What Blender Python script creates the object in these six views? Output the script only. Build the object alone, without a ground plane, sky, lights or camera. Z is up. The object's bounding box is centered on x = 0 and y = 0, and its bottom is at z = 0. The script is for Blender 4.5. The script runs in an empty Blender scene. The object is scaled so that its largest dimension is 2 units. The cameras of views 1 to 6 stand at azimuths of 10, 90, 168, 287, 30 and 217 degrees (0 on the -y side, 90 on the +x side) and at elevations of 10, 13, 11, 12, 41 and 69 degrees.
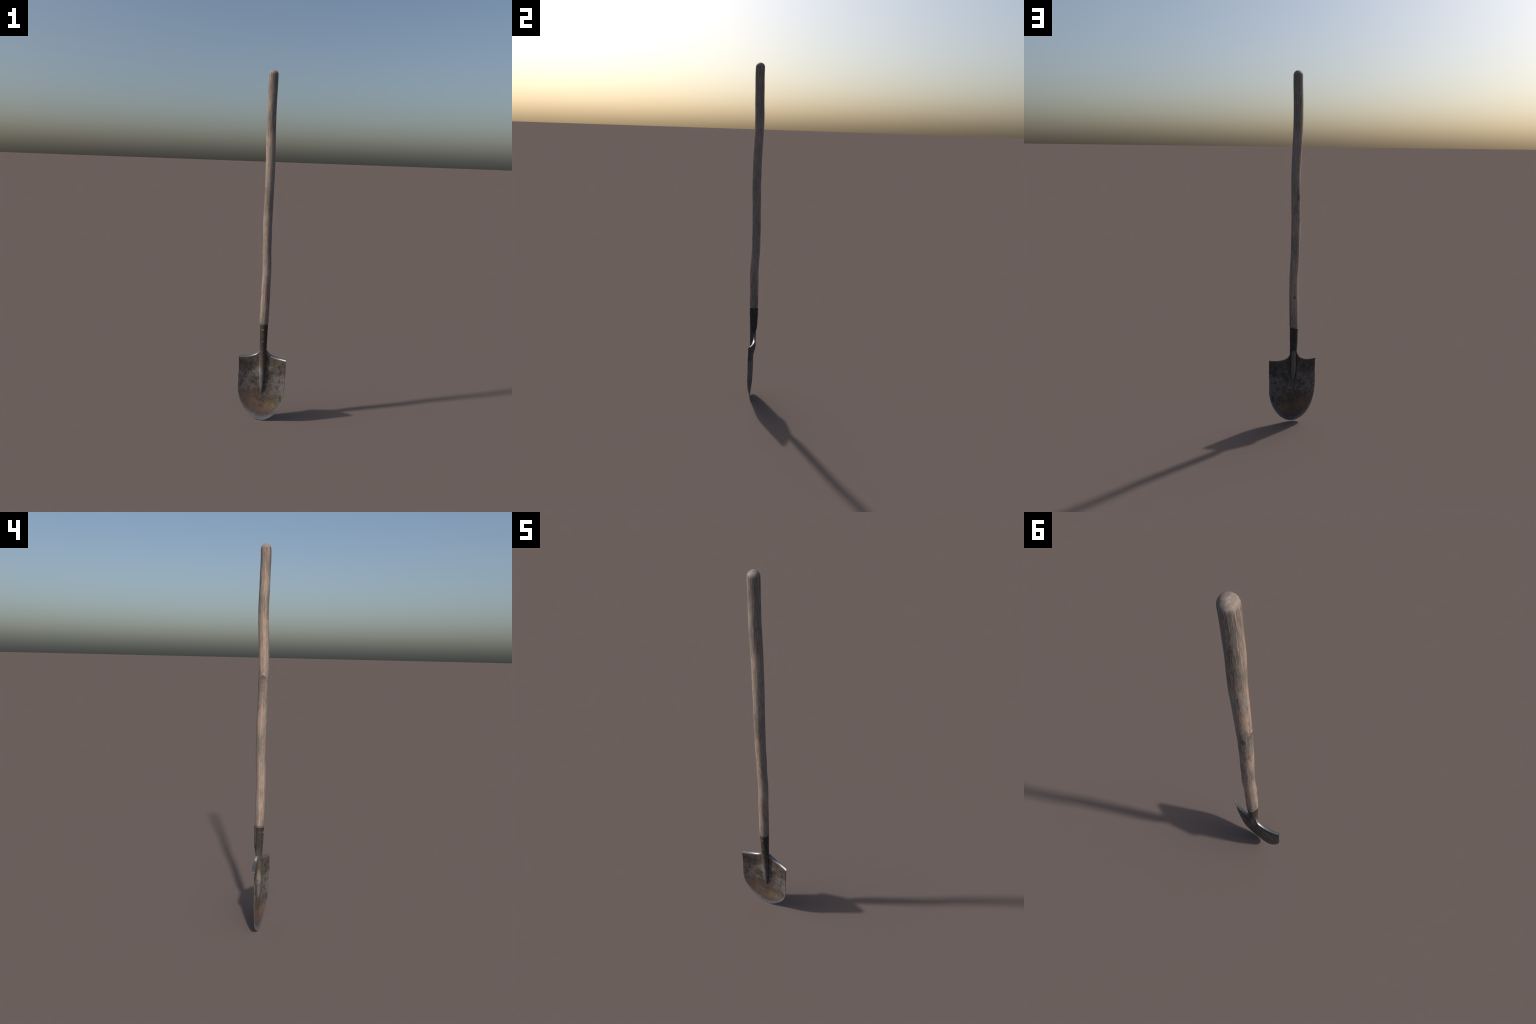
"""Old round-point digging shovel: crooked weathered ash handle, open-back forged
socket and a dished, rusty blade with a hollow frog ridge and rolled foot treads."""
import bpy
import math
import numpy as np
from mathutils import noise, Vector

# ----------------------------------------------------------------------------- helpers


def curve(knots):
    """Smooth (Catmull-Rom / Hermite) profile through (t, value) control points."""
    t = np.array([k[0] for k in knots], float)
    v = np.array([k[1] for k in knots], float)
    d = np.diff(v) / np.diff(t)
    m = np.zeros_like(v)
    m[0], m[-1] = d[0], d[-1]
    same = d[:-1] * d[1:] > 0
    with np.errstate(divide="ignore", invalid="ignore"):
        h = 2 * d[:-1] * d[1:] / (d[:-1] + d[1:])
    m[1:-1] = np.where(same, h, 0)

    def f(x):
        x = np.clip(np.asarray(x, float), t[0], t[-1])
        i = np.clip(np.searchsorted(t, x, side="right") - 1, 0, len(t) - 2)
        w = t[i + 1] - t[i]
        s = (x - t[i]) / w
        return ((2 * s**3 - 3 * s**2 + 1) * v[i] + (s**3 - 2 * s**2 + s) * w * m[i]
                + (3 * s**2 - 2 * s**3) * v[i + 1] + (s**3 - s**2) * w * m[i + 1])
    return f


def spline(z0, z1, values):
    """Evenly spaced Catmull-Rom spline (keeps wiggles round)."""
    v = np.array(values, float)
    n = len(v)
    m = np.gradient(v)

    def f(z):
        s = np.clip((np.asarray(z, float) - z0) / (z1 - z0) * (n - 1), 0, n - 1)
        i = np.clip(s.astype(int), 0, n - 2)
        s = s - i
        return ((2 * s**3 - 3 * s**2 + 1) * v[i] + (s**3 - 2 * s**2 + s) * m[i]
                + (3 * s**2 - 2 * s**3) * v[i + 1] + (s**3 - s**2) * m[i + 1])
    return f


def smooth(x, a, b):
    s = np.clip((np.asarray(x, float) - a) / (b - a), 0, 1)
    return s * s * (3 - 2 * s)


def snoise(x, y, z):
    return noise.noise(Vector((x, y, z)))


def mesh_object(name, verts, faces, material, parent, smooth_shade=True):
    me = bpy.data.meshes.new(name)
    me.from_pydata([tuple(v) for v in verts], [], faces)
    me.validate()
    me.materials.append(material)
    me.polygons.foreach_set("use_smooth", [smooth_shade] * len(me.polygons))
    me.update()
    ob = bpy.data.objects.new(name, me)
    bpy.context.scene.collection.objects.link(ob)
    ob.parent = parent
    return ob


def sheet(front, back):
    """Close two matching grids (rows, cols, 3) into a solid sheet."""
    r, c = front.shape[:2]
    verts = np.concatenate([front.reshape(-1, 3), back.reshape(-1, 3)])
    o = r * c
    faces = []
    for i in range(r - 1):
        for j in range(c - 1):
            a = i * c + j
            faces.append((a, a + 1, a + c + 1, a + c))
            faces.append((o + a, o + a + c, o + a + c + 1, o + a + 1))
    ring = ([(0, j) for j in range(c)] + [(i, c - 1) for i in range(1, r)]
            + [(r - 1, j) for j in range(c - 2, -1, -1)] + [(i, 0) for i in range(r - 2, 0, -1)])
    for k in range(len(ring)):
        a = ring[k][0] * c + ring[k][1]
        b = ring[(k + 1) % len(ring)][0] * c + ring[(k + 1) % len(ring)][1]
        faces.append((b, a, o + a, o + b))
    return verts, faces


def grid_normals(g):
    du = np.gradient(g, axis=1)
    dv = np.gradient(g, axis=0)
    n = np.cross(du, dv)
    return n / np.maximum(np.linalg.norm(n, axis=2, keepdims=True), 1e-12)


# ----------------------------------------------------------------------------- node helpers


class Nodes:
    def __init__(self, name):
        self.mat = bpy.data.materials.new(name)
        self.mat.use_nodes = True
        self.t = self.mat.node_tree
        self.t.nodes.clear()
        self.out = self.t.nodes.new("ShaderNodeOutputMaterial")
        self.bsdf = self.t.nodes.new("ShaderNodeBsdfPrincipled")
        self.t.links.new(self.bsdf.outputs[0], self.out.inputs[0])
        self.tc = self.t.nodes.new("ShaderNodeTexCoord")
        self.obj = self.tc.outputs["Object"]

    def put(self, sock, val):
        if isinstance(val, bpy.types.NodeSocket):
            self.t.links.new(val, sock)
        else:
            sock.default_value = val

    def math(self, op, a, b=0.0, c=0.0, clamp=False):
        n = self.t.nodes.new("ShaderNodeMath")
        n.operation, n.use_clamp = op, clamp
        for s, v in zip(n.inputs, (a, b, c)):
            self.put(s, v)
        return n.outputs[0]

    def add(self, a, b): return self.math("ADD", a, b)
    def sub(self, a, b): return self.math("SUBTRACT", a, b)
    def mul(self, a, b): return self.math("MULTIPLY", a, b)

    def ramp(self, x, a, b):
        """Smooth 0..1 step from a to b (b may be below a)."""
        n = self.t.nodes.new("ShaderNodeMapRange")
        n.interpolation_type = "SMOOTHSTEP"
        self.put(n.inputs[0], x)
        if a < b:
            lo, hi, o0, o1 = a, b, 0.0, 1.0
        else:
            lo, hi, o0, o1 = b, a, 1.0, 0.0
        for s, v in zip(n.inputs[1:5], (lo, hi, o0, o1)):
            s.default_value = v
        return n.outputs[0]

    def xyz(self):
        n = self.t.nodes.new("ShaderNodeSeparateXYZ")
        self.put(n.inputs[0], self.obj)
        return n.outputs

    def mapped(self, scale, loc=(0, 0, 0), vec=None):
        n = self.t.nodes.new("ShaderNodeMapping")
        self.put(n.inputs[0], vec or self.obj)
        n.inputs["Scale"].default_value = scale
        n.inputs["Location"].default_value = loc
        return n.outputs[0]

    def noise(self, scale, detail=4, rough=0.6, dist=0.0, vec=None):
        n = self.t.nodes.new("ShaderNodeTexNoise")
        self.put(n.inputs["Vector"], vec or self.obj)
        n.inputs["Scale"].default_value = scale
        n.inputs["Detail"].default_value = detail
        n.inputs["Roughness"].default_value = rough
        n.inputs["Distortion"].default_value = dist
        return n.outputs[0]

    def mix(self, f, a, b):
        n = self.t.nodes.new("ShaderNodeMix")
        n.data_type = "RGBA"
        self.put(n.inputs[0], f)
        self.put(n.inputs[6], a if isinstance(a, bpy.types.NodeSocket) else (*a, 1))
        self.put(n.inputs[7], b if isinstance(b, bpy.types.NodeSocket) else (*b, 1))
        return n.outputs[2]

    def mixf(self, f, a, b):
        n = self.t.nodes.new("ShaderNodeMix")
        self.put(n.inputs[0], f)
        self.put(n.inputs[2], a)
        self.put(n.inputs[3], b)
        return n.outputs[0]

    def blob(self, centre, size, wobble=None, amount=0.0):
        """Soft ellipsoidal patch in object space, 1 inside, edges broken by a noise."""
        n = self.t.nodes.new("ShaderNodeVectorMath")
        n.operation = "SUBTRACT"
        self.put(n.inputs[0], self.obj)
        n.inputs[1].default_value = centre
        s = self.t.nodes.new("ShaderNodeVectorMath")
        s.operation = "MULTIPLY"
        self.put(s.inputs[0], n.outputs[0])
        s.inputs[1].default_value = [1.0 / k for k in size]
        ln = self.t.nodes.new("ShaderNodeVectorMath")
        ln.operation = "LENGTH"
        self.put(ln.inputs[0], s.outputs[0])
        d = ln.outputs["Value"]
        if wobble is not None:
            d = self.math("MULTIPLY_ADD", self.sub(wobble, 0.5), amount, d)
        return self.ramp(d, 1.25, 0.55)

    def bump(self, height, strength, distance):
        n = self.t.nodes.new("ShaderNodeBump")
        n.inputs["Strength"].default_value = strength
        n.inputs["Distance"].default_value = distance
        self.put(n.inputs["Height"], height)
        self.put(self.bsdf.inputs["Normal"], n.outputs[0])


# ----------------------------------------------------------------------------- dimensions

HALF_WIDTH = 0.1372      # blade, at the sides
POINT_LENGTH = 0.200     # height of the rounded point
THICK = 0.0034           # blade plate
SOCKET_END = 0.432       # where the socket flows into the frog of the blade
SOCKET_TOP = 0.589


def point_edge(x):
    """Height of the cutting edge at half-width x: a slightly pointed ellipse."""
    u = np.clip(np.abs(x) / HALF_WIDTH, 0, 1)
    return POINT_LENGTH * (1 - np.sqrt(np.maximum(0, 1 - u**1.8)))


tread_line = curve([(0, 0.4325), (0.0195, 0.4322), (0.0225, 0.4275), (0.028, 0.4185), (0.036, 0.4098), (0.050, 0.4022),
                    (0.070, 0.3960), (0.093, 0.3926), (0.115, 0.3912), (0.140, 0.3908)])
side_right = curve([(0, 0.1366), (0.14, 0.1364), (0.2, 0.1360), (0.24, 0.1362), (0.285, 0.1372), (0.34, 0.1378), (0.375, 0.1382), (0.395, 0.1398)])
side_left = curve([(0, 0.1372), (0.13, 0.1376), (0.2, 0.1385), (0.26, 0.1375), (0.32, 0.1362), (0.36, 0.1365), (0.38, 0.1378), (0.395, 0.1398)])
plate_centre = curve([(0, -0.0150), (0.03, -0.0115), (0.05, -0.0092), (0.074, -0.0060), (0.10, -0.0034),
                      (0.135, -0.0013), (0.17, -0.0002), (0.21, 0.0006), (0.26, 0.0008), (0.44, 0.0005)])
dish = curve([(0, 0.1), (0.03, 0.2), (0.05, 0.45), (0.068, 0.8), (0.10, 1.15), (0.13, 1.25), (0.45, 1.25)])
frog_half = curve([(0, 0.0040), (0.15, 0.0040), (0.168, 0.0055), (0.19, 0.0095), (0.215, 0.0130), (0.235, 0.0150),
                   (0.26, 0.0168), (0.30, 0.0192), (0.36, 0.0204), (0.43, 0.0205)])
frog_front = curve([(0.16, 0.0), (0.170, 0.0020), (0.182, 0.0058), (0.195, 0.0100), (0.215, 0.0140), (0.25, 0.0163),
                    (0.33, 0.0182), (0.375, 0.0190), (0.43, 0.0200)])

# crooked handle: centre line and radius, measured every 7 cm from z = 0.46 to 2.00
handle_x = spline(0.46, 2.0, [-.0008, -.0006, -.0002, .0008, .0020, .0032, .0045, .0026, -.0006, -.0008, -.0022, -.0017,
                              -.0005, .0008, .0016, .0008, -.0008, -.0026, -.0043, -.0046, -.0034, -.0012, -.0005])
handle_y = spline(0.46, 2.0, [.0006, .0002, -.0005, -.0015, -.0022, -.0036, -.0014, .0022, .0019, .0020, -.0001, -.0009,
                              -.0030, -.0036, -.0034, -.0020, .0006, .0034, .0034, .0011, .0003, -.0010, -.0003])
handle_r = curve([(0.60, .0249), (0.75, .0249), (0.9, .0243), (1.05, .0244), (1.2, .0248), (1.35, .0248), (1.5, .0253),
                  (1.6, .0254), (1.75, .0252), (1.9, .0250), (2.0, .0246)])

# ----------------------------------------------------------------------------- materials


def worn_steel():
    m = Nodes("worn_steel")
    x, y, z = m.xyz()
    ax = m.math("ABSOLUTE", x)
    big = m.noise(16, 5, 0.62)
    mid = m.noise(45, 5, 0.65, vec=m.mapped((1, 1, 0.8), (3, 1, 7)))
    fine = m.noise(230, 3, 0.6)
    streak = m.noise(110, 4, 0.6, vec=m.mapped((1, 1, 0.22), (5, 2, 1)))
    speck = m.noise(420, 2, 0.5, vec=m.mapped((1, 1, 1), (9, 4, 2)))

    # break-up noise with the contrast stretched, for ragged patch borders
    rag = m.math("MULTIPLY_ADD", m.ramp(fine, 0.35, 0.65), 0.35, m.mul(m.ramp(mid, 0.34, 0.66), 0.65))

    # dark oxide skin, warmer and cooler clouds
    col = m.mix(m.ramp(big, 0.36, 0.62), (0.037, 0.032, 0.029), (0.094, 0.068, 0.053))
    col = m.mix(m.mul(m.ramp(mid, 0.46, 0.62), 0.6), col, (0.112, 0.076, 0.062))
    col = m.mix(m.mul(m.ramp(fine, 0.46, 0.7), 0.4), col, (0.105, 0.098, 0.090))

    # mottle: small rubbed-bright flecks and small black pits
    mott = m.noise(105, 4, 0.62, vec=m.mapped((1, 1, 0.9), (6, 2, 3)))
    pit = m.noise(135, 4, 0.62, vec=m.mapped((1, 1, 0.9), (1, 7, 8)))
    flecks = m.mul(m.ramp(mott, 0.50, 0.62), m.ramp(big, 0.36, 0.56))
    flecks = m.mul(flecks, m.ramp(z, 0.37, 0.27))
    col = m.mix(m.mul(flecks, 0.4), col, (0.125, 0.127, 0.140))

    # near-black band under the treads
    band = m.mul(m.ramp(m.math("MULTIPLY_ADD", m.sub(rag, 0.5), 0.05, z), 0.275, 0.320),
                 m.ramp(m.math("MULTIPLY_ADD", m.sub(rag, 0.5), 0.05, z), 0.380, 0.335))
    col = m.mix(m.mul(band, m.mixf(m.ramp(m.math("MULTIPLY_ADD", mid, 0.5, m.mul(big, 0.5)), 0.56, 0.44), 0.15, 0.95)), col, (0.022, 0.021, 0.020))

    # rubbed grey steel over the middle of the blade and down the right-hand edge
    midz = m.mul(m.ramp(z, 0.13, 0.21), m.ramp(z, 0.33, 0.25))
    grey = m.mul(midz, m.ramp(m.math("MULTIPLY_ADD", m.sub(rag, 0.5), 0.30, big), 0.44, 0.62))
    wear_r = m.blob((0.108, -0.015, 0.195), (0.040, 0.08, 0.090), rag, 1.5)
    wear_l = m.blob((-0.112, -0.015, 0.235), (0.036, 0.08, 0.085), rag, 1.5)
    grey = m.math("MAXIMUM", m.mul(grey, 0.70), m.math("MAXIMUM", m.mul(wear_r, 0.95), m.mul(wear_l, 0.55)))
    grey = m.mul(grey, m.sub(1.0, m.mul(m.blob((0.119, -0.015, 0.150), (0.012, 0.08, 0.026), rag, 1.2), 0.85)))
    grey = m.mul(grey, m.mixf(m.ramp(streak, 0.32, 0.56), 0.45, 1.0))
    grey = m.mul(grey, m.mixf(m.ramp(fine, 0.34, 0.52), 0.5, 1.0))
    col = m.mix(m.mul(grey, 0.85), col, m.mix(big, (0.165, 0.168, 0.178), (0.190, 0.178, 0.172)))

    # pale dried clay beside the frog
    clay = m.math("MAXIMUM", m.blob((-0.028, -0.010, 0.305), (0.034, 0.012, 0.048), rag, 1.2),
                  m.mul(m.blob((0.038, -0.010, 0.328), (0.028, 0.012, 0.038), rag, 1.2), 0.75))
    col = m.mix(m.mul(m.mul(clay, m.mixf(m.ramp(pit, 0.38, 0.52), 0.65, 1.0)), 0.8), col, (0.215, 0.205, 0.175))

    col = m.mix(m.mul(m.ramp(pit, 0.46, 0.34), 0.40), col, (0.027, 0.025, 0.023))
    void = m.noise(38, 4, 0.6, 0.6, vec=m.mapped((1, 1, 1), (2, 9, 5)))
    col = m.mix(m.mul(m.ramp(void, 0.47, 0.36), 0.7), col, (0.030, 0.027, 0.025))

    # rust and caked soil across the point
    blotch = m.noise(26, 4, 0.6, 0.8, vec=m.mapped((1, 1, 1), (3, 3, 1)))
    rust = m.mul(m.blob((0.005, -0.01, 0.122), (0.100, 0.08, 0.076), rag, 1.4), m.mixf(m.ramp(blotch, 0.40, 0.56), 0.35, 1.0))
    rustc = m.mix(m.ramp(mid, 0.38, 0.62), (0.038, 0.030, 0.026), (0.105, 0.070, 0.053))
    col = m.mix(m.mul(rust, 0.75), col, rustc)
    ochre = m.blob((0.068, -0.015, 0.088), (0.054, 0.08, 0.032), rag, 1.1)
    ochre2 = m.mul(m.blob((-0.045, -0.012, 0.105), (0.034, 0.08, 0.034), rag, 1.6), 0.45)
    ochre = m.mul(m.math("MAXIMUM", ochre, ochre2), m.mixf(m.ramp(blotch, 0.38, 0.56), 0.35, 1.0))
    col = m.mix(m.mul(m.mul(ochre, m.mul(m.mixf(rag, 0.35, 1.0), m.mixf(m.ramp(pit, 0.36, 0.50), 0.5, 1.0))), 0.85), col, (0.235, 0.160, 0.092))
    soot = m.blob((0.0, -0.01, 0.150), (0.060, 0.08, 0.026), rag, 1.6)
    col = m.mix(m.mul(m.mul(soot, m.ramp(pit, 0.60, 0.42)), 0.75), col, (0.030, 0.028, 0.025))
    redrust = m.blob((-0.085, -0.015, 0.120), (0.044, 0.08, 0.055), rag, 1.5)
    redrust = m.math("MAXIMUM", redrust, m.mul(m.blob((0.010, -0.01, 0.060), (0.055, 0.08, 0.022), rag, 1.5), 0.9))
    col = m.mix(m.mul(redrust, 0.55), col, (0.125, 0.072, 0.058))
    specks = m.mul(m.ramp(speck, 0.60, 0.68), m.blob((-0.005, -0.01, 0.130), (0.115, 0.08, 0.075), rag, 1.2))
    specks2 = m.mul(m.ramp(speck, 0.65, 0.71), m.ramp(z, 0.40, 0.33))
    specks = m.math("MAXIMUM", specks, m.mul(specks2, 0.7))
    col = m.mix(m.mul(specks, 0.85), col, (0.340, 0.205, 0.060))

    # bare steel: cutting edge, sides and the rolled treads
    u = m.math("POWER", m.math("MINIMUM", m.math("DIVIDE", ax, HALF_WIDTH), 1.0), 1.8)
    lip = m.mul(m.sub(1.0, m.math("SQRT", m.sub(1.0, u))), POINT_LENGTH)
    dist = m.sub(z, lip)
    dist = m.math("MULTIPLY_ADD", m.sub(streak, 0.5), 0.050, dist)
    dist = m.math("MULTIPLY_ADD", m.sub(rag, 0.5), 0.010, dist)
    dist = m.math("MULTIPLY_ADD", m.sub(big, 0.5), 0.040, dist)
    edge = m.mul(m.ramp(dist, 0.036, 0.004), m.ramp(z, 0.20, 0.15))
    side = m.mul(m.ramp(m.math("MULTIPLY_ADD", m.sub(mid, 0.5), 0.03, ax), 0.126, 0.138), m.ramp(z, 0.34, 0.22))
    edge = m.math("MAXIMUM", edge, m.mul(side, 0.22))
    pits = m.mixf(m.ramp(fine, 0.36, 0.46), 0.45, 1.0)
    col = m.mix(m.mul(m.mul(edge, pits), 0.9), col, m.mix(streak, (0.15, 0.16, 0.18), (0.25, 0.265, 0.29)))
    # tread: distance below the rolled top line
    t1 = m.math("MULTIPLY", m.math("POWER", m.math("MAXIMUM", m.sub(0.09, ax), 0.0), 2.0), 6.0)
    top = m.add(0.3805, t1)
    tread = m.mul(m.ramp(m.sub(z, top), -0.0015, 0.004), m.mul(m.ramp(ax, 0.0195, 0.023), m.ramp(z, 0.438, 0.431)))
    tread = m.mul(tread, m.mixf(m.ramp(fine, 0.34, 0.5), 0.7, 1.0))
    col = m.mix(m.mul(tread, 0.9), col, m.mix(mid, (0.17, 0.17, 0.175), (0.30, 0.30, 0.31)))

    shoulder = m.mul(tread, m.ramp(m.math("MULTIPLY_ADD", m.sub(rag, 0.5), 0.012, ax), 0.036, 0.024))
    col = m.mix(m.mul(shoulder, 0.85), col, m.mix(rag, (0.075, 0.071, 0.062), (0.130, 0.125, 0.110)))
    tread = m.mul(tread, m.sub(1.0, m.mul(shoulder, 0.8)))

    # socket: black-brown paint skin, rubbed paler where it meets the frog
    sock = m.mul(m.ramp(m.math("MULTIPLY_ADD", m.sub(mid, 0.5), 0.05, z), 0.415, 0.450), m.sub(1.0, m.math("MAXIMUM", tread, shoulder)))
    sockc = m.mix(m.ramp(mid, 0.42, 0.66), (0.028, 0.025, 0.022), (0.052, 0.041, 0.034))
    sockc = m.mix(m.mul(m.ramp(fine, 0.5, 0.7), 0.4), sockc, (0.070, 0.061, 0.053))
    rub = m.mul(m.ramp(z, 0.50, 0.44), m.ramp(big, 0.42, 0.6))
    sockc = m.mix(m.mul(rub, 0.5), sockc, (0.085, 0.082, 0.073))
    nail = m.blob((-0.0235, -0.0106, 0.5640), (0.004, 0.0045, 0.006), fine, 0.6)
    nail = m.math("MAXIMUM", nail, m.mul(m.blob((-0.001, -0.024, 0.530), (0.009, 0.01, 0.024), fine, 0.8), 0.15))
    sockc = m.mix(m.mul(nail, 0.8), sockc, (0.20, 0.105, 0.055))
    col = m.mix(sock, col, sockc)

    # paler blue-grey strip down the frog crest
    crest = m.mul(m.ramp(ax, 0.014, 0.005), m.mul(m.ramp(z, 0.165, 0.19), m.ramp(m.math("MULTIPLY_ADD", m.sub(rag, 0.5), 0.04, z), 0.350, 0.305)))
    crest = m.mul(crest, m.mixf(rag, 0.5, 1.0))
    col = m.mix(m.mul(crest, 0.6), col, (0.175, 0.180, 0.195))

    bare = m.math("MAXIMUM", m.math("MAXIMUM", tread, m.mul(edge, 0.5)), m.mul(m.math("MAXIMUM", grey, crest), 0.35))
    m.put(m.bsdf.inputs["Base Color"], col)
    m.put(m.bsdf.inputs["Metallic"], m.mul(bare, 0.85))
    m.put(m.bsdf.inputs["Roughness"], m.mixf(bare, m.mixf(mid, 0.60, 0.80), m.mixf(rag, 0.34, 0.46)))
    m.bsdf.inputs["Specular IOR Level"].default_value = 0.35
    m.bump(m.add(m.mul(mid, 1.0), m.mul(fine, 0.5)), 0.35, 0.0015)
    return m.mat


def weathered_wood():
    m = Nodes("weathered_wood")
    x, y, z = m.xyz()
    warp = m.noise(3.0, 2, 0.5)
    vec = m.mapped((1, 1, 0.022), (0, 0, 0))
    wide = m.noise(62, 3, 0.55, 0.4, vec=vec)
    grain = m.noise(230, 4, 0.6, 0.5, vec=m.mapped((1, 1, 0.045), (2, 5, 1)))
    hair = m.noise(520, 3, 0.6, 0.3, vec=m.mapped((1, 1, 0.06), (7, 3, 4)))
    cloud = m.noise(9, 4, 0.6, vec=m.mapped((1, 1, 0.55), (4, 4, 4)))
    crack = m.noise(300, 3, 0.7, 1.2, vec=m.mapped((1, 1, 0.055), (1, 8, 3)))

    col = m.mix(m.ramp(wide, 0.40, 0.64), (0.228, 0.205, 0.183), (0.370, 0.272, 0.214))
    pink = m.ramp(m.math("MULTIPLY_ADD", m.sub(warp, 0.5), 0.3, grain), 0.52, 0.64)
    col = m.mix(m.mul(pink, 0.65), col, (0.450, 0.275, 0.205))
    ruddy = m.mul(m.ramp(m.noise(7, 3, 0.55, vec=m.mapped((1, 1, 0.6), (8, 1, 2))), 0.48, 0.62), m.ramp(wide, 0.38, 0.58))
    col = m.mix(m.mul(ruddy, 0.45), col, (0.430, 0.262, 0.195))
    pale = m.ramp(grain, 0.44, 0.32)
    col = m.mix(m.mul(pale, 0.6), col, (0.315, 0.300, 0.272))
    col = m.mix(m.mul(m.ramp(hair, 0.51, 0.37), 0.75), col, (0.120, 0.109, 0.098))
    dash = m.noise(330, 2, 0.5, 0.2, vec=m.mapped((1, 1, 0.11), (3, 9, 6)))
    col = m.mix(m.mul(m.ramp(dash, 0.38, 0.30), m.mixf(m.ramp(warp, 0.4, 0.6), 0.25, 0.7)), col, (0.088, 0.080, 0.072))
    # grey-green weather stains
    stain = m.ramp(cloud, 0.48, 0.60)
    topz = m.mul(m.ramp(m.math("MULTIPLY_ADD", m.sub(cloud, 0.5), 0.9, m.math("MULTIPLY_ADD", m.sub(grain, 0.5), 0.5, z)), 1.68, 1.92), 0.8)
    low = m.mul(m.ramp(m.math("MULTIPLY_ADD", m.sub(grain, 0.5), 0.12, z), 0.70, 0.62), 0.5)
    stain = m.math("MAXIMUM", m.mul(stain, 0.65), m.math("MAXIMUM", topz, low))
    col = m.mix(m.mul(stain, m.ramp(grain, 0.66, 0.42)), col, (0.104, 0.095, 0.084))
    # open checks along the grain
    ck = m.mul(m.ramp(crack, 0.38, 0.30), m.ramp(warp, 0.38, 0.54))
    col = m.mix(m.mul(ck, 0.85), col, (0.045, 0.042, 0.038))
    # end grain on the rounded top
    cap = m.ramp(z, 1.978, 1.990)
    col = m.mix(m.mul(cap, 0.8), col, m.mix(m.ramp(m.noise(90, 4, 0.6), 0.4, 0.6), (0.215, 0.175, 0.150), (0.330, 0.262, 0.222)))
    # knots
    ring = m.noise(160, 2, 0.5)
    for c, s in (((-0.0240, -0.0085, 1.3625), (0.014, 0.0130, 0.0165)), ((0.0035, 0.0215, 0.771), (0.0065, 0.008, 0.008)),
                 ((-0.014, 0.022, 1.335), (0.010, 0.010, 0.020))):
        k = m.blob(c, s, ring, 0.4)
        rim = m.mul(m.ramp(k, 0.0, 0.35), m.ramp(k, 0.9, 0.5))
        col = m.mix(m.mul(k, 0.85), col, (0.105, 0.089, 0.076))
        col = m.mix(m.mul(rim, 0.6), col, (0.062, 0.054, 0.047))
        eye = m.mul(m.ramp(k, 0.86, 0.97), m.ramp(ring, 0.58, 0.42))
        col = m.mix(m.mul(eye, 0.6), col, (0.060, 0.052, 0.045))
    # two drying splits running down from the top
    for c, s in (((0.0020, -0.0245, 1.957), (0.0011, 0.010, 0.021)), ((0.0062, -0.0240, 1.962), (0.0009, 0.010, 0.015))):
        col = m.mix(m.mul(m.blob(c, s, grain, 0.8), 0.85), col, (0.040, 0.036, 0.032))
    # ragged open checks down the weather side
    zone = m.blob((-0.0120, 0.0210, 1.720), (0.0085, 0.012, 0.260), cloud, 0.8)
    check = m.ramp(m.noise(260, 4, 0.7, 1.6, vec=m.mapped((1, 1, 0.07), (5, 5, 2))), 0.47, 0.39)
    col = m.mix(m.mul(m.mul(zone, check), 0.85), col, (0.040, 0.037, 0.034))
    # grain swept aside below the big knot
    swirl = m.blob((-0.022, -0.004, 1.325), (0.016, 0.012, 0.034), grain, 2.5)
    col = m.mix(m.mul(swirl, 0.5), col, (0.130, 0.108, 0.090))
    # the tang inside the socket and frog is dirtier
    col = m.mix(m.mul(m.ramp(z, 0.593, 0.585), 0.75), col, (0.088, 0.082, 0.078))
    m.put(m.bsdf.inputs["Base Color"], col)
    m.put(m.bsdf.inputs["Roughness"], m.mixf(grain, 0.75, 0.52))
    m.bsdf.inputs["Specular IOR Level"].default_value = 0.25
    m.bump(m.sub(m.add(m.mul(grain, 0.6), m.mul(hair, 0.5)), m.mul(ck, 0.8)), 0.5, 0.0018)
    return m.mat


def rivet_iron():
    m = Nodes("rivet_iron")
    n = m.noise(260, 3, 0.6)
    m.put(m.bsdf.inputs["Base Color"], m.mix(m.ramp(n, 0.4, 0.65), (0.100, 0.072, 0.068), (0.190, 0.150, 0.140)))
    m.bsdf.inputs["Roughness"].default_value = 0.5
    m.bsdf.inputs["Metallic"].default_value = 0.3
    m.bump(n, 0.4, 0.001)
    return m.mat


def pale_lip():
    m = Nodes("pale_lip")
    n = m.noise(180, 3, 0.6)
    m.put(m.bsdf.inputs["Base Color"], m.mix(m.ramp(n, 0.38, 0.62), (0.11, 0.105, 0.095), (0.30, 0.29, 0.265)))
    m.bsdf.inputs["Roughness"].default_value = 0.42
    m.bsdf.inputs["Metallic"].default_value = 0.4
    return m.mat


LIP = pale_lip()
STEEL, WOOD, IRON = worn_steel(), weathered_wood(), rivet_iron()

# ----------------------------------------------------------------------------- the shovel

shovel = bpy.data.objects.new("shovel", None)
shovel["label"] = "old digging shovel with crooked grey wooden handle and rusty blade"
shovel["category"] = "shovel"
bpy.context.scene.collection.objects.link(shovel)


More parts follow.
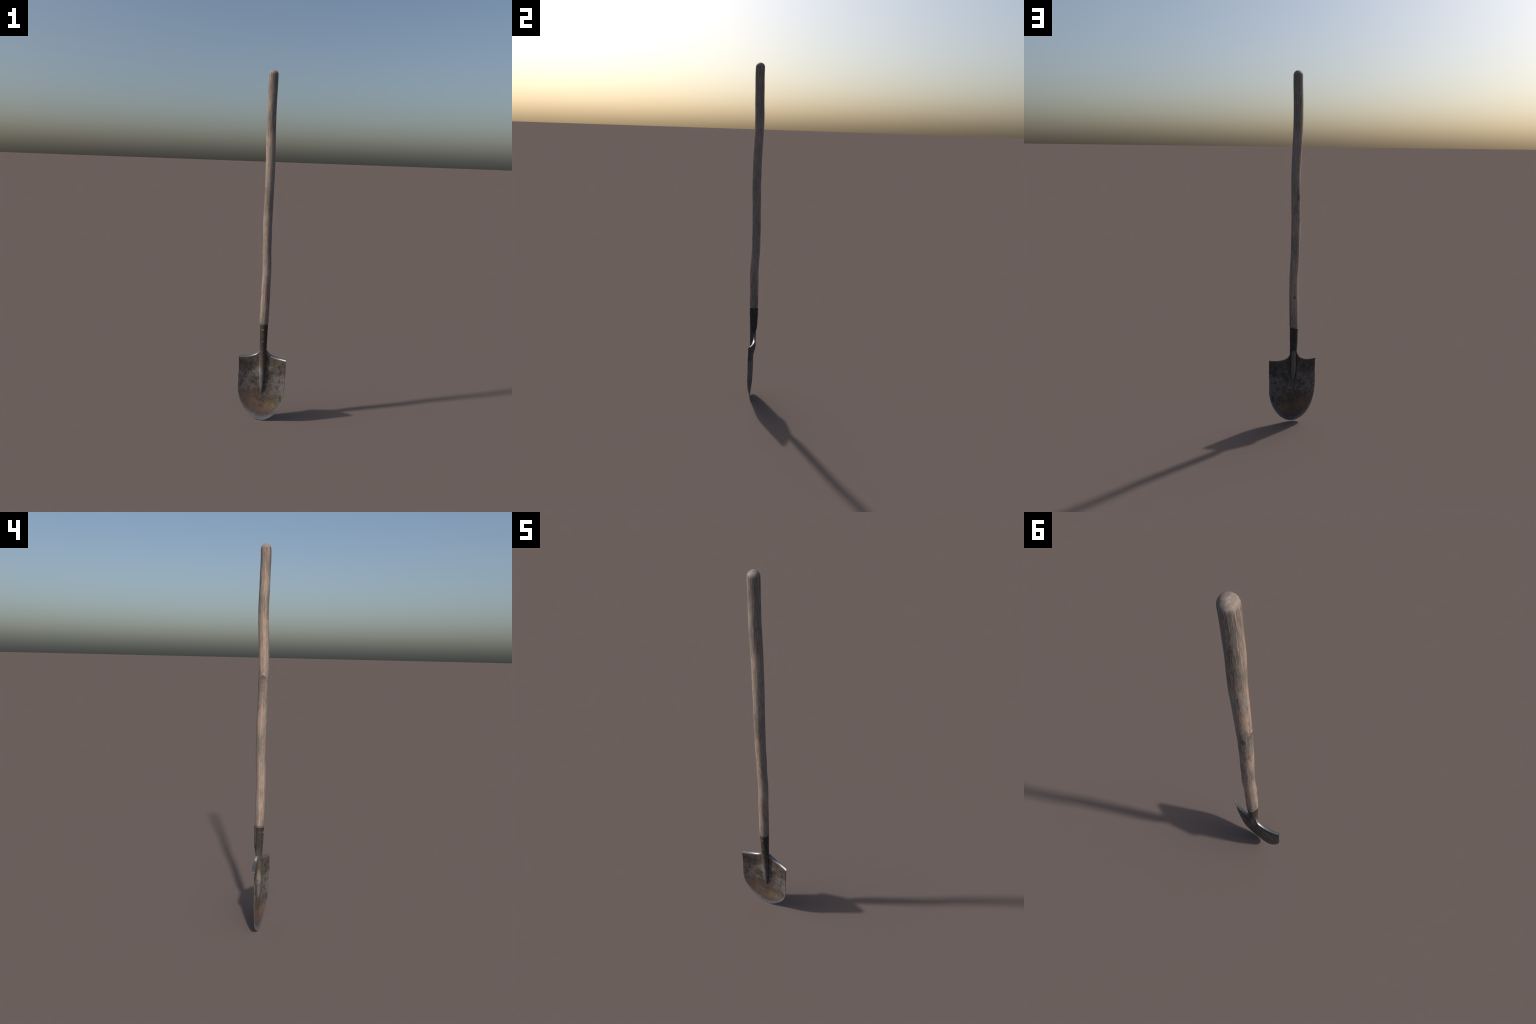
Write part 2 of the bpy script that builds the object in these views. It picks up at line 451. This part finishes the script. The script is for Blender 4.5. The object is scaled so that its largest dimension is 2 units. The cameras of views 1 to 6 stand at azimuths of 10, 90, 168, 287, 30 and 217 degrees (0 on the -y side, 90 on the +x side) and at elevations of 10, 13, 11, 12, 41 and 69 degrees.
# ---- blade -----------------------------------------------------------------------------
def build_blade():
    cols, frog_part = 281, 0.42
    s = np.linspace(-1, 1, cols)
    a = np.abs(s)
    sg = np.sign(s)

    def x_of(half, width):
        inner = half * np.sin(np.pi / 2 * np.minimum(a / frog_part, 1))
        k = np.clip((a - frog_part) / (1 - frog_part), 0, 1)
        k = 0.35 * k + 0.65 * np.sin(np.pi / 2 * k)             # denser toward the side edges
        return sg * np.where(a <= frog_part, inner, half + (width - half) * k)

    x_low = x_of(float(frog_half(0.0)), np.where(s > 0, side_right(0.0), side_left(0.0)))
    x_top = x_of(float(frog_half(0.43)), np.where(s > 0, side_right(0.39), side_left(0.39)))
    chips = np.array([0.0011 * snoise(xx * 75, 3.1, 0) + 0.0007 * snoise(xx * 210, 7.7, 0) for xx in x_low])
    z_low = point_edge(x_low) + np.clip(chips, -0.0006, 0.0018) * smooth(0.15 - point_edge(x_low), 0, 0.1)
    z_low -= z_low.min()
    z_top = tread_line(np.abs(x_top))
    bend_h = 0.0105 + 0.0030 * smooth(-x_top, 0.09, 0.138)
    bend_d = 0.0150
    z_top = z_top - 0.0006 * smooth(-x_top, 0.05, 0.138)
    tread = smooth(np.abs(x_top), 0.0187, 0.0230)                  # rolled tread runs out into the socket
    rows_flat, rows_bend = 240, 18
    z_bend = z_top - bend_h
    t = np.linspace(0, 1, rows_flat)
    zs = z_low[None] + (z_bend - z_low)[None] * t[:, None]
    alpha = np.linspace(0, np.pi / 2, rows_bend + 1)[1:]
    zs = np.concatenate([zs, z_bend[None] + bend_h[None] * np.sin(alpha)[:, None]])
    roll = np.concatenate([np.zeros(rows_flat), bend_d * (1 - np.cos(alpha))])[:, None] * tread[None]

    half = frog_half(zs)
    width = np.where(s[None] > 0, side_right(zs), side_left(zs))
    xs = np.empty_like(zs)
    for i in range(zs.shape[0]):
        h = half[i]
        inner = h * np.sin(np.pi / 2 * np.minimum(a / frog_part, 1))
        k = np.clip((a - frog_part) / (1 - frog_part), 0, 1)
        k = 0.35 * k + 0.65 * np.sin(np.pi / 2 * k)
        xs[i] = sg * np.where(a <= frog_part, inner, h + (width[i] - h) * k)
    bowl = xs**2
    curl = 0.138**2 * (np.abs(xs) / 0.138)**3.2
    late = np.where(xs > 0, 0.40 + 0.35 * smooth(zs, 0.20, 0.30), 0.10) * smooth(zs, 0.12, 0.20)
    ys = plate_centre(zs) - np.where(xs > 0, 1.07 - 0.07 * smooth(zs, 0.28, 0.37), 1.03) * dish(zs) * (bowl * (1 - late) + curl * late) + roll
    # hollow frog: half-round ridge raised to the front
    crest = frog_front(zs) + np.where(zs > 0.16, plate_centre(zs), 0)
    crest = np.maximum(crest, 0) * smooth(zs, 0.160, 0.172)
    prof = np.sqrt(np.maximum(0, 1 - np.minimum(np.abs(xs) / half, 1)**2))
    ys = ys - crest * prof
    # hammered dents
    for i in range(0, zs.shape[0]):
        for j in range(cols):
            ys[i, j] += (0.0009 * snoise(xs[i, j] * 24, 1.7, zs[i, j] * 24)
                         + 0.0005 * snoise(xs[i, j] * 60, 5.2, zs[i, j] * 60))
    front = np.stack([xs, ys, zs], -1)
    # relax the sharp foot of the frog into a small fillet
    for _ in range(22):
        y = front[..., 1]
        y[:, 1:-1] = 0.5 * y[:, 1:-1] + 0.25 * (y[:, 2:] + y[:, :-2])
    # let the tip of the frog melt into the plate
    low = smooth(zs, 0.275, 0.215)[1:-1] * smooth(zs, 0.06, 0.10)[1:-1]
    for k in range(60):
        y = front[..., 1]
        y[1:-1] += low * (0.25 * (y[2:] + y[:-2]) - 0.5 * y[1:-1])
        if k % 3 == 0:
            y[1:-1, 1:-1] += low[:, 1:-1] * (0.25 * (y[1:-1, 2:] + y[1:-1, :-2]) - 0.5 * y[1:-1, 1:-1])
    n = grid_normals(front)
    if n[rows_flat // 2, cols // 4, 1] > 0:
        n = -n
    thick = THICK * (0.45 + 0.55 * smooth(zs - z_low[None], 0, 0.03))
    thick = thick + 0.0012 * smooth(zs, 0.36, 0.40) * (1 - prof)
    back = front - n * thick[..., None]
    back[..., 2] = np.maximum(back[..., 2], 0.0)
    verts, faces = sheet(front, back)
    ob = mesh_object("blade", verts, faces, STEEL, shovel)
    b = ob.modifiers.new("round_edges", "BEVEL")
    b.width, b.segments, b.limit_method, b.angle_limit = 0.0007, 2, "ANGLE", math.radians(50)
    return ob


# ---- socket ----------------------------------------------------------------------------
def build_socket():
    """Rolled tube with a lapped seam behind its left side, cut open at the back near the blade."""
    rad_x = curve([(SOCKET_END, 0.0206), (0.47, 0.0210), (0.53, 0.0222), (SOCKET_TOP, 0.0236)])
    front_y = curve([(SOCKET_END, -0.0197), (0.47, -0.0210), (0.53, -0.0234), (SOCKET_TOP, -0.0249)])
    back_y = curve([(SOCKET_END, 0.0200), (0.455, 0.0212), (0.475, 0.0220), (0.53, 0.0234), (SOCKET_TOP, 0.0248)])
    gap = curve([(SOCKET_END, 66), (0.436, 58), (0.442, 48), (0.449, 30), (0.456, 8), (0.460, 0), (SOCKET_TOP, 0)])
    rows, cols = 90, 180
    zs = np.concatenate([np.linspace(SOCKET_END, 0.465, 44), np.linspace(0.465, SOCKET_TOP, rows - 43)[1:]])
    out, inn = np.zeros((rows, cols, 3)), np.zeros((rows, cols, 3))
    for i, z in enumerate(zs):
        g = float(gap(z))
        lap = float(smooth(z, 0.462, 0.480))
        # clockwise sweep, azimuth 0 = front, 180 = back, 270 = left (-x)
        start = 180 - g + lap * 50
        end = (-180 + g) * (1 - lap) + lap * (-146)
        az = np.radians(np.linspace(start, end, cols))
        rx, fy, by = float(rad_x(z)), float(front_y(z)), float(back_y(z))
        cy, ry = (fy + by) / 2, (by - fy) / 2
        over = 0.0030 * lap * smooth(np.degrees(az), 150, 222)
        rag = np.array([0.0006 * snoise(math.sin(k) * 2.2, math.cos(k) * 2.2, z * 30) for k in az])
        zz = z + (0.0012 * np.sin(az * 1.0 + 0.6) + 0.0006 * np.sin(3 * az)) * smooth(z, 0.57, SOCKET_TOP)
        for surf, off in ((out, 0.0), (inn, -0.0026)):
            r = over + off + rag
            surf[i, :, 0] = (rx + r) * np.sin(az)
            surf[i, :, 1] = cy - (ry + r) * np.cos(az)
            surf[i, :, 2] = zz
    verts, faces = sheet(out, inn)
    ob = mesh_object("socket", verts, faces, STEEL, shovel)
    # paler faces round the mouth and along the lapped seam
    ob.data.materials.append(LIP)
    edges_from = 2 * (rows - 1) * (cols - 1)
    for p in ob.data.polygons[edges_from:]:
        c = p.center
        if c.z > 0.5:
            p.material_index = 1
    b = ob.modifiers.new("round_edges", "BEVEL")
    b.width, b.segments, b.limit_method, b.angle_limit = 0.0006, 2, "ANGLE", math.radians(50)
    return ob


# ---- handle ----------------------------------------------------------------------------
def build_handle():
    tang_half = curve([(0.267, 0.0100), (0.285, 0.0122), (0.31, 0.0142), (0.34, 0.0160), (0.43, 0.0166), (0.46, 0.0172), (0.53, 0.0190),
                       (0.588, 0.0212)])
    tang_back = curve([(0.267, 0.0008), (0.280, 0.0040), (0.309, 0.0102), (0.330, 0.0156), (0.345, 0.0168), (0.437, 0.0170),
                       (0.46, 0.0180), (0.53, 0.0195), (0.588, 0.0215)])
    tang_front = curve([(0.267, -0.0120), (0.33, -0.0135), (0.42, -0.0155), (0.46, -0.0165), (0.53, -0.0192), (0.588, -0.0212)])
    seg = 112
    zs = np.concatenate([np.linspace(0.267, 0.586, 110), np.linspace(0.588, 0.604, 14), np.linspace(0.607, 1.9735, 620),
                         1.9735 + 0.0265 * np.sin(np.linspace(0, np.pi / 2, 26))[1:-1]])
    phi = np.linspace(0, 2 * np.pi, seg, endpoint=False)
    knots = ((1.3625, 284, 0.0013, 0.018, 0.42), (0.771, 170, 0.0010, 0.010, 0.30))
    verts = []
    for z in zs:
        u = float(smooth(z, 0.584, 0.602))
        hx = float(tang_half(z)) * (1 - u) + 1.026 * float(handle_r(z)) * u
        f, b = float(tang_front(z)), float(tang_back(z))
        hy = (b - f) / 2 * (1 - u) + 1.026 * float(handle_r(z)) * u
        cx = float(handle_x(z)) * u
        cy = (b + f) / 2 * (1 - u) + float(handle_y(z)) * u
        dome = 1.0
        if z > 1.9735:
            dome = max(0.0, 1 - ((z - 1.9735) / 0.0265)**2.25)**0.5
        for p in phi:
            sx, sy = math.sin(p), -math.cos(p)
            r = 1.0
            if z > 0.6:
                # hand-shaved flats, long grain ridges, lumps
                r += 0.022 * snoise(sx * 1.1, sy * 1.1, z * 6.0) + 0.010 * snoise(sx * 3.5, sy * 3.5, z * 5 + 9)
                r += 0.008 * snoise(sx * 11, sy * 11, z * 5 + 3) * dome
                az = math.degrees(p) % 360
                for kz, ka, amp, size, wid in knots:
                    da = (az - ka + 180) % 360 - 180
                    d = math.hypot((z - kz) / size, math.radians(da) / wid / 1.4)
                    if d < 2.5:
                        r += amp / 0.025 * (math.exp(-(d - 0.9)**2 * 6) - 0.7 * math.exp(-d * d * 4))
            verts.append((cx + hx * r * dome * sx, cy + hy * r * dome * sy, z))
    n = len(zs)
    faces = []
    for i in range(n - 1):
        for j in range(seg):
            k = (j + 1) % seg
            faces.append((i * seg + j, i * seg + k, (i + 1) * seg + k, (i + 1) * seg + j))
    verts.append((float(handle_x(2.0)), float(handle_y(2.0)), 2.0))
    top = len(verts) - 1
    for j in range(seg):
        faces.append(((n - 1) * seg + j, (n - 1) * seg + (j + 1) % seg, top))
    faces.append(tuple(range(seg - 1, -1, -1)))
    ob = mesh_object("handle", verts, faces, WOOD, shovel)
    return ob


# ---- rivets ----------------------------------------------------------------------------
def build_rivets():
    def head(name, radius, height, hollow):
        prof = [(0.0, height * (0.25 if hollow else 1.0)), (0.35, height * (0.4 if hollow else 0.93)), (0.7, height),
                (0.9, height * 0.72), (1.0, height * 0.25), (1.02, -0.0012)]
        seg = 24
        verts = [(0, -prof[0][1], 0)]
        for r, h in prof[1:]:
            for j in range(seg):
                a = 2 * math.pi * j / seg
                q = radius * r * (1 + 0.06 * math.cos(3 * a + 1))
                verts.append((q * math.cos(a), -h, q * math.sin(a)))
        faces = [(0, 1 + j, 1 + (j + 1) % seg) for j in range(seg)]
        for i in range(len(prof) - 2):
            for j in range(seg):
                a, b = 1 + i * seg + j, 1 + i * seg + (j + 1) % seg
                faces.append((a, a + seg, b + seg, b))
        return mesh_object(name, verts, faces, IRON, shovel)

    big = head("rivet", 0.0074, 0.0018, True)
    big.location = (-0.0012, -0.0242, 0.558)
    small = head("rivet", 0.0044, 0.0012, True)
    small.location = (0.0004, -0.0217, 0.4895)


build_blade()
build_socket()
build_handle()
build_rivets()
